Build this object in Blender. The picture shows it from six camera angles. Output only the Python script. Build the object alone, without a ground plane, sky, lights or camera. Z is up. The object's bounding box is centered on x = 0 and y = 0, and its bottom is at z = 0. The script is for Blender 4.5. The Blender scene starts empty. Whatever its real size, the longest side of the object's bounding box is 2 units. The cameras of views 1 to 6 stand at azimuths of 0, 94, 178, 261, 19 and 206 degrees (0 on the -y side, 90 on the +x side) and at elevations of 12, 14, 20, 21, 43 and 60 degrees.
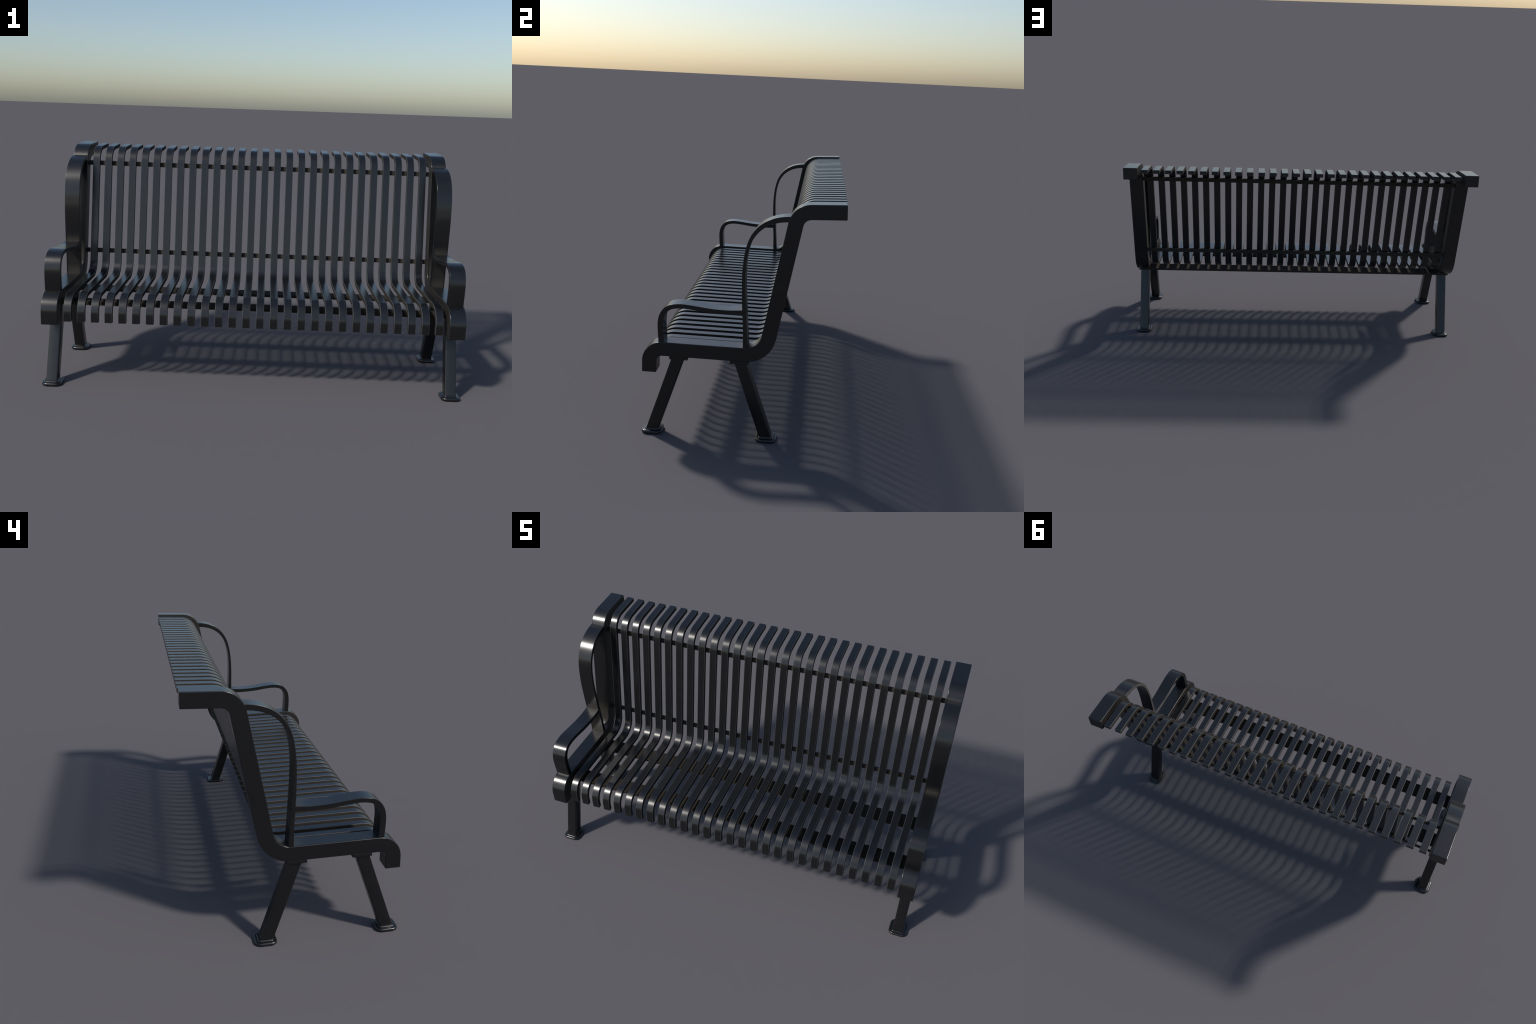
"""Black powder-coated steel park bench: two cast end frames with arm loops,
28 bent flat-bar slats, cross bars and four splayed tube legs on foot plates."""
import bpy, bmesh, math
from mathutils import Vector

# ------------------------------------------------------------------ sizes (m)
FRAME_X = 0.9537          # centre of an end frame
FRAME_W = 0.0768          # width of an end frame along x
FRAME_T = 0.0655          # depth of the frame section
SLAT_N, SLAT_PITCH, SLAT_W, SLAT_T = 28, 0.0648, 0.0363, 0.0205
BACK_SLOPE = 0.1746       # dy/dz of the backrest
SEAT_Z = 0.450


def back_y(z):
    """front face of the backrest at height z"""
    return 0.191 - BACK_SLOPE * (1.03 - z)


def arm_z(y):
    """top face of the rearward roll at the top"""
    return 1.118 - 0.05 * (0.4335 - y)


TOP_Z = 1.1066
CORNERS = [               # sitting surface, seen from the side (y, z, fillet radius)
    (-0.4345, 0.3035, 0.0),
    (-0.4345, SEAT_Z, 0.092),
    (back_y(SEAT_Z), SEAT_Z, 0.072),
    (back_y(TOP_Z), TOP_Z, 0.100),
    (0.4355, 1.1181, 0.0)]


# ------------------------------------------------------------------ 2D helpers
def rounded_path(corners, arc_step=0.10, straight_step=0.08):
    """polyline with filleted corners -> list of (point, left normal)"""
    pts = [Vector((c[0], c[1])) for c in corners]
    out = []
    left = lambda d: Vector((-d.y, d.x))
    cursor = pts[0]
    for i in range(1, len(pts)):
        d = (pts[i] - pts[i - 1]).normalized()
        last = i == len(pts) - 1
        if last:
            end = pts[i]
        else:
            e = (pts[i + 1] - pts[i]).normalized()
            turn = math.atan2(d.x * e.y - d.y * e.x, d.dot(e))
            t = corners[i][2] * math.tan(abs(turn) / 2)
            end = pts[i] - d * t
        n = max(1, int((end - cursor).length / straight_step))
        for k in range(0 if i == 1 else 1, n + 1):
            out.append((cursor.lerp(end, k / n), left(d)))
        if not last:
            r, s = corners[i][2], math.copysign(1, turn)
            centre = end + left(d) * r * s
            m = max(4, int(abs(turn) / arc_step))
            for k in range(1, m + 1):
                a = turn * k / m
                nx, ny = left(d)
                nn = Vector((nx * math.cos(a) - ny * math.sin(a), nx * math.sin(a) + ny * math.cos(a)))
                out.append((centre - nn * r * s, nn))
            cursor = pts[i] + e * t
    return out


def spline(points, per=8):
    """Catmull-Rom through (y, z, thickness)"""
    P = [Vector(p) for p in points]
    P = [2 * P[0] - P[1]] + P + [2 * P[-1] - P[-2]]
    out = []
    for i in range(1, len(P) - 2):
        a, b, c, d = P[i - 1:i + 3]
        for k in range(per):
            t = k / per
            out.append(0.5 * ((2 * b) + (c - a) * t + (2 * a - 5 * b + 4 * c - d) * t * t
                              + (3 * b - a - 3 * c + d) * t ** 3))
    out.append(P[-2])
    return out


# ------------------------------------------------------------------ mesh helpers
def finish(bm, name, material, bevel=0.0, segments=3, limit=40, edge_material=None, dusty=None, dust=None):
    """mesh -> object; `edge_material` goes on the rounded edges, `dusty` names the
    x signs of the side faces that carry settled dust instead of clean paint"""
    bmesh.ops.recalc_face_normals(bm, faces=bm.faces[:])
    slots = [material]
    if edge_material:
        slots.append(edge_material)
    if dusty:
        slots.append(dust)
        bm.normal_update()
        for f in bm.faces:
            if abs(f.normal.x) > 0.7 and (f.normal.x > 0) * 2 - 1 in dusty:
                f.material_index = len(slots) - 1
    me = bpy.data.meshes.new(name)
    bm.to_mesh(me)
    bm.free()
    for m in slots:
        me.materials.append(m)
    ob = bpy.data.objects.new(name, me)
    bpy.context.scene.collection.objects.link(ob)
    me.shade_smooth()
    if bevel:
        m = ob.modifiers.new("edge", 'BEVEL')
        m.width, m.segments, m.limit_method = bevel, segments, 'ANGLE'
        m.angle_limit = math.radians(limit)
        m.harden_normals = True
        m.use_clamp_overlap = True
        m.material = 1 if edge_material else -1
        dg = bpy.context.evaluated_depsgraph_get()
        dg.update()
        new = bpy.data.meshes.new_from_object(ob.evaluated_get(dg))
        ob.modifiers.clear()
        ob.data = new
        new.name = name
        bpy.data.meshes.remove(me)
    return ob


def ribbon(name, top, bottom, width, material, bevel, **kw):
    """solid band: side profile between two (y, z) polylines, extruded along x"""
    bm = bmesh.new()
    rings = []
    for a, b in zip(top, bottom):
        rings.append([bm.verts.new((-width / 2, a[0], a[1])), bm.verts.new((width / 2, a[0], a[1])),
                      bm.verts.new((width / 2, b[0], b[1])), bm.verts.new((-width / 2, b[0], b[1]))])
    for r, s in zip(rings, rings[1:]):
        for k in range(4):
            bm.faces.new((r[k], r[(k + 1) % 4], s[(k + 1) % 4], s[k]))
    bm.faces.new(rings[0])
    bm.faces.new(rings[-1])
    return finish(bm, name, material, bevel, **kw)


def box(name, lo, hi, material, bevel, end_material=None):
    bm = bmesh.new()
    bmesh.ops.create_cube(bm, size=1)
    for v in bm.verts:
        v.co = Vector([(lo[i] + hi[i]) / 2 + v.co[i] * (hi[i] - lo[i]) for i in range(3)])
    ob = finish(bm, name, material, bevel)
    if end_material:
        ob.data.materials.append(end_material)
        for p in ob.data.polygons:
            if abs(p.normal.x) > 0.7:
                p.material_index = 1
    return ob


def rounded_rect(hx, hy, r, n=6):
    pts = []
    for cx, cy, a0 in ((1, 1, 0), (-1, 1, 90), (-1, -1, 180), (1, -1, 270)):
        for k in range(n + 1):
            a = math.radians(a0 + 90 * k / n)
            pts.append((cx * (hx - r) + r * math.cos(a), cy * (hy - r) + r * math.sin(a)))
    return pts


# ------------------------------------------------------------------ materials
def paint(name, colour, rough, specular=0.62, mottle=0.08, joints=()):
    m = bpy.data.materials.new(name)
    m.use_nodes = True
    nt = m.node_tree
    N, L = nt.nodes, nt.links
    bsdf = N["Principled BSDF"]
    bsdf.inputs["Metallic"].default_value = 0.0
    bsdf.inputs["IOR"].default_value = 1.5
    bsdf.inputs["Specular IOR Level"].default_value = specular
    tc = N.new("ShaderNodeTexCoord")
    # faint mottling of the coat
    noise = N.new("ShaderNodeTexNoise")
    noise.inputs["Scale"].default_value = 9.0
    noise.inputs["Detail"].default_value = 5.0
    L.new(tc.outputs["Object"], noise.inputs["Vector"])
    rr = N.new("ShaderNodeMapRange")
    rr.inputs["From Min"].default_value = 0.3
    rr.inputs["From Max"].default_value = 0.7
    rr.inputs["To Min"].default_value = rough - 0.015
    rr.inputs["To Max"].default_value = rough + 0.015
    L.new(noise.outputs["Fac"], rr.inputs["Value"])
    ramp = N.new("ShaderNodeValToRGB")
    ramp.color_ramp.elements[0].position = 0.3
    ramp.color_ramp.elements[1].position = 0.75
    ramp.color_ramp.elements[0].color = tuple(c * (1 - mottle) for c in colour) + (1,)
    ramp.color_ramp.elements[1].color = tuple(c * (1 + mottle) for c in colour) + (1,)
    L.new(noise.outputs["Fac"], ramp.inputs["Fac"])
    colour_out, rough_out = ramp.outputs["Color"], rr.outputs["Result"]
    if joints:
        def math_node(op, a, b=None):
            n = N.new("ShaderNodeMath")
            n.operation = op
            for i, v in enumerate((a, b)):
                if v is None:
                    continue
                if isinstance(v, (int, float)):
                    n.inputs[i].default_value = v
                else:
                    L.new(v, n.inputs[i])
            return n.outputs[0]

        def falloff(value, start, end):
            n = N.new("ShaderNodeMapRange")
            n.interpolation_type = 'SMOOTHSTEP'
            n.inputs["From Min"].default_value = start
            n.inputs["From Max"].default_value = end
            n.inputs["To Min"].default_value = 1.0
            n.inputs["To Max"].default_value = 0.0
            L.new(value, n.inputs["Value"])
            return n.outputs["Result"]

        sep = N.new("ShaderNodeSeparateXYZ")
        L.new(tc.outputs["Object"], sep.inputs[0])
        flat = N.new("ShaderNodeCombineXYZ")
        L.new(sep.outputs["Y"], flat.inputs["Y"])
        L.new(sep.outputs["Z"], flat.inputs["Z"])
        mask = None
        for (jy, jz), reach in joints:
            d = N.new("ShaderNodeVectorMath")
            d.operation = 'DISTANCE'
            L.new(flat.outputs[0], d.inputs[0])
            d.inputs[1].default_value = (0, jy, jz)
            f = falloff(d.outputs["Value"], 0.0, reach)
            mask = f if mask is None else math_node('MAXIMUM', mask, f)
        # the outer cheeks of the frame stay clean
        mask = math_node('MULTIPLY', mask, falloff(math_node('ABSOLUTE', sep.outputs["X"]), 0.026, 0.0362))
        mask = math_node('MULTIPLY', mask, math_node('ADD', noise.outputs["Fac"], 0.45))
        mix = N.new("ShaderNodeMix")
        mix.data_type = 'RGBA'
        L.new(mask, mix.inputs["Factor"])
        L.new(colour_out, mix.inputs[6])
        mix.inputs[7].default_value = (0.031, 0.027, 0.0215, 1)
        colour_out = mix.outputs[2]
        mixr = N.new("ShaderNodeMix")
        L.new(mask, mixr.inputs["Factor"])
        L.new(rough_out, mixr.inputs[2])
        mixr.inputs[3].default_value = 0.45
        rough_out = mixr.outputs[0]
    L.new(rough_out, bsdf.inputs["Roughness"])
    L.new(colour_out, bsdf.inputs["Base Color"])
    return m


PAINT = paint("black_powder_coat", (0.0055, 0.0057, 0.0060), 0.243)
# dust that settled where the arm loops meet the frame: joint (y, z) and reach
JOINTS = [((0.015, 0.615), 0.055), ((0.035, 0.455), 0.075), ((0.085, 0.520), 0.110),
          ((0.195, 1.040), 0.035)]
FRAME_PAINT = paint("black_coat_dust_in_joints", (0.0055, 0.0057, 0.0060), 0.243, joints=JOINTS)
WORN = paint("rubbed_edge_coat", (0.058, 0.060, 0.063), 0.42, specular=0.3, mottle=0.3)
DUSTY = paint("dusty_coat", (0.034, 0.0295, 0.0245), 0.75, specular=0.12, mottle=0.12)
DUSTED = paint("lightly_dusted_coat", (0.0190, 0.0170, 0.0148), 0.5, specular=0.3, mottle=0.2)
LEG_PAINT = paint("leg_coat", (0.0055, 0.0057, 0.0060), 0.27)

# ------------------------------------------------------------------ bench root
bench = bpy.data.objects.new("park_bench", None)
bpy.context.scene.collection.objects.link(bench)
bench["label"] = "glossy black steel park bench with bent vertical slats"
bench["category"] = "park bench"


def attach(ob, parent, x=0.0):
    ob.parent = parent
    ob.location.x = x
    return ob


def repeat(ob, parent, x):
    c = ob.copy()
    bpy.context.scene.collection.objects.link(c)
    c.parent = parent
    c.location = (x, ob.location.y, ob.location.z)
    return c


# ------------------------------------------------------------------ end frames
path = rounded_path(CORNERS)
top = [p for p, n in path]
bottom = [p - n * FRAME_T for p, n in path]
frame_sides = (top, bottom)

# arm loop rising from the seat and curling back into the post: front edge + thickness
LOOP = [(0.0190, 0.440, 0.0210), (0.0185, 0.470, 0.0208), (0.0160, 0.542, 0.0175), (0.0095, 0.626, 0.0172),
        (0.0050, 0.717, 0.0150), (0.0035, 0.790, 0.0138), (0.0062, 0.840, 0.0130), (0.0100, 0.877, 0.0135),
        (0.0190, 0.921, 0.0150), (0.0320, 0.956, 0.0165), (0.0540, 0.990, 0.0185), (0.0820, 1.017, 0.0205),
        (0.1180, 1.0375, 0.0220), (0.1580, 1.0495, 0.0232), (0.1985, 1.0545, 0.0245), (0.2120, 1.0550, 0.0245)]
# arm rest: outer edge + thickness, from the loop forward, over the front, down to the seat
REST = [(0.0150, 0.6255, 0.0230), (-0.0440, 0.6210, 0.0210), (-0.0820, 0.6205, 0.0200), (-0.1220, 0.6220, 0.0200),
        (-0.1610, 0.6255, 0.0200), (-0.2010, 0.6300, 0.0195), (-0.2400, 0.6335, 0.0195), (-0.2700, 0.6340, 0.0200),
        (-0.3000, 0.6298, 0.0205), (-0.3200, 0.6228, 0.0215), (-0.3380, 0.6100, 0.0225), (-0.3520, 0.5910, 0.0235),
        (-0.3610, 0.5680, 0.0245), (-0.3650, 0.5370, 0.0250), (-0.3635, 0.4955, 0.0250), (-0.3600, 0.4520, 0.0250),
        (-0.3595, 0.4400, 0.0250)]


def offset_band(points, side):
    s = spline(points)
    a, b = [], []
    for i, p in enumerate(s):
        d = (s[min(i + 1, len(s) - 1)] - s[max(i - 1, 0)])
        d = Vector((d.x, d.y)).normalized()
        n = Vector((d.y, -d.x)) * side
        a.append(Vector((p.x, p.y)))
        b.append(a[-1] + n * p.z)
    return a, b


a, b = offset_band(LOOP, 1)
loop = ribbon("arm_support", a, b, FRAME_W - 0.0012, FRAME_PAINT, 0.0025)
a, b = offset_band(REST, -1)
rest = ribbon("arm_rest", a, b, FRAME_W - 0.0024, FRAME_PAINT, 0.0025)

for side in (-1, 1):      # the face turned to the slats gathers dust
    frame = ribbon("end_frame", *frame_sides, FRAME_W, FRAME_PAINT, 0.0032, dusty=(-side,), dust=DUSTED)
    attach(frame, bench, side * FRAME_X)
    if side < 0:
        attach(loop, frame)
        attach(rest, frame)
    else:
        repeat(loop, frame, 0)
        repeat(rest, frame, 0)

# ------------------------------------------------------------------ slats
# the slats follow the frame's curve, set back inside it
SET_BACK, SET_DOWN = 0.0240, 0.0075
corners = [(y + SET_BACK, z - SET_DOWN, r) for y, z, r in CORNERS]
corners[0] = (corners[1][0], 0.3145, 0.0)
corners[3] = corners[3][:2] + (0.090,)
corners[-1] = (0.4385, arm_z(0.4385 - SET_BACK) - SET_DOWN, 0.0)
path = rounded_path(corners)
top = [p for p, n in path]
bottom = [p - n * SLAT_T for p, n in path]
slat = ribbon("slat", top, bottom, SLAT_W, PAINT, 0.0017, segments=2, edge_material=WORN, dusty=(-1, 1), dust=DUSTY)
x0 = -SLAT_PITCH * (SLAT_N - 1) / 2
attach(slat, bench, x0)
for i in range(1, SLAT_N):
    repeat(slat, bench, x0 + i * SLAT_PITCH)

# ------------------------------------------------------------------ cross bars under the seat, rails behind the back
for y0, y1 in ((-0.3110, -0.2280), (-0.0370, 0.0470)):
    attach(box("seat_bar", (-0.990, y0, 0.3705), (0.990, y1, 0.3840), DUSTY, 0.0012, end_material=PAINT), bench)

slope = Vector((BACK_SLOPE, 1)).normalized()
rear = Vector((slope.y, -slope.x))
for zc in (1.0140, 0.5495):
    base = Vector((back_y(zc + 0.008), zc + 0.008))
    near, far = base + rear * 0.047, base + rear * 0.056
    prof = [near - slope * 0.012, near + slope * 0.012]
    prof2 = [far - slope * 0.012, far + slope * 0.012]
    attach(ribbon("back_rail", prof, prof2, 1.846, DUSTY, 0.0012), bench)

# ------------------------------------------------------------------ legs with foot plates
LEG_HX, LEG_HY = 0.0265, 0.0290


def leg_mesh(shift):
    """square tube leaning by `shift` in y from its foot to its head"""
    ring = rounded_rect(LEG_HX, LEG_HY, 0.006, 4)
    bm = bmesh.new()
    rows = [[bm.verts.new((x, y + s, z)) for x, y in ring] for z, s in
            ((0.010, 0.0), (0.19, shift * 0.5), (0.3715, shift))]
    n = len(ring)
    for r, s in zip(rows, rows[1:]):
        for k in range(n):
            bm.faces.new((r[k], r[(k + 1) % n], s[(k + 1) % n], s[k]))
    bm.faces.new(rows[0])
    bm.faces.new(rows[-1])
    ob = finish(bm, "leg", LEG_PAINT)
    return ob


def plate_mesh():
    """pressed foot plate with rounded rim and a raised collar round the leg"""
    H = 0.0463
    prof = [(0.005, 0.0), (0.0012, 0.0014), (0.0, 0.0045), (0.0004, 0.0085), (0.0022, 0.0118), (0.0055, 0.0136),
            (0.0090, 0.0138), (0.0130, 0.0136), (0.0158, 0.0142), (0.0176, 0.0165), (0.0186, 0.0195), (0.0215, 0.0200)]
    bm = bmesh.new()
    rows = []
    for inset, z in prof:
        ring = rounded_rect(H - inset, H + 0.0015 - inset * 0.92, max(0.027 - inset * 1.1, 0.005), 8)
        rows.append([bm.verts.new((x, y, z)) for x, y in ring])
    n = len(rows[0])
    for r, s in zip(rows, rows[1:]):
        for k in range(n):
            bm.faces.new((r[k], r[(k + 1) % n], s[(k + 1) % n], s[k]))
    bm.faces.new(rows[0])
    bm.faces.new(rows[-1])
    return finish(bm, "foot_plate", LEG_PAINT)


plate = None
for foot_y, shift in ((-0.3900, 0.1160), (0.1395, -0.1290)):
    leg = leg_mesh(shift)
    leg.location.y = foot_y
    attach(leg, bench, -FRAME_X)
    leg2 = repeat(leg, bench, FRAME_X)
    for l in (leg, leg2):
        if plate is None:
            plate = plate_mesh()
            attach(plate, l)
        else:
            repeat(plate, l, 0)

for ob in bpy.data.objects:
    if ob.type == 'MESH' and ob.name.startswith(("leg", "foot")):
        ob.data.set_sharp_from_angle(angle=math.radians(50))
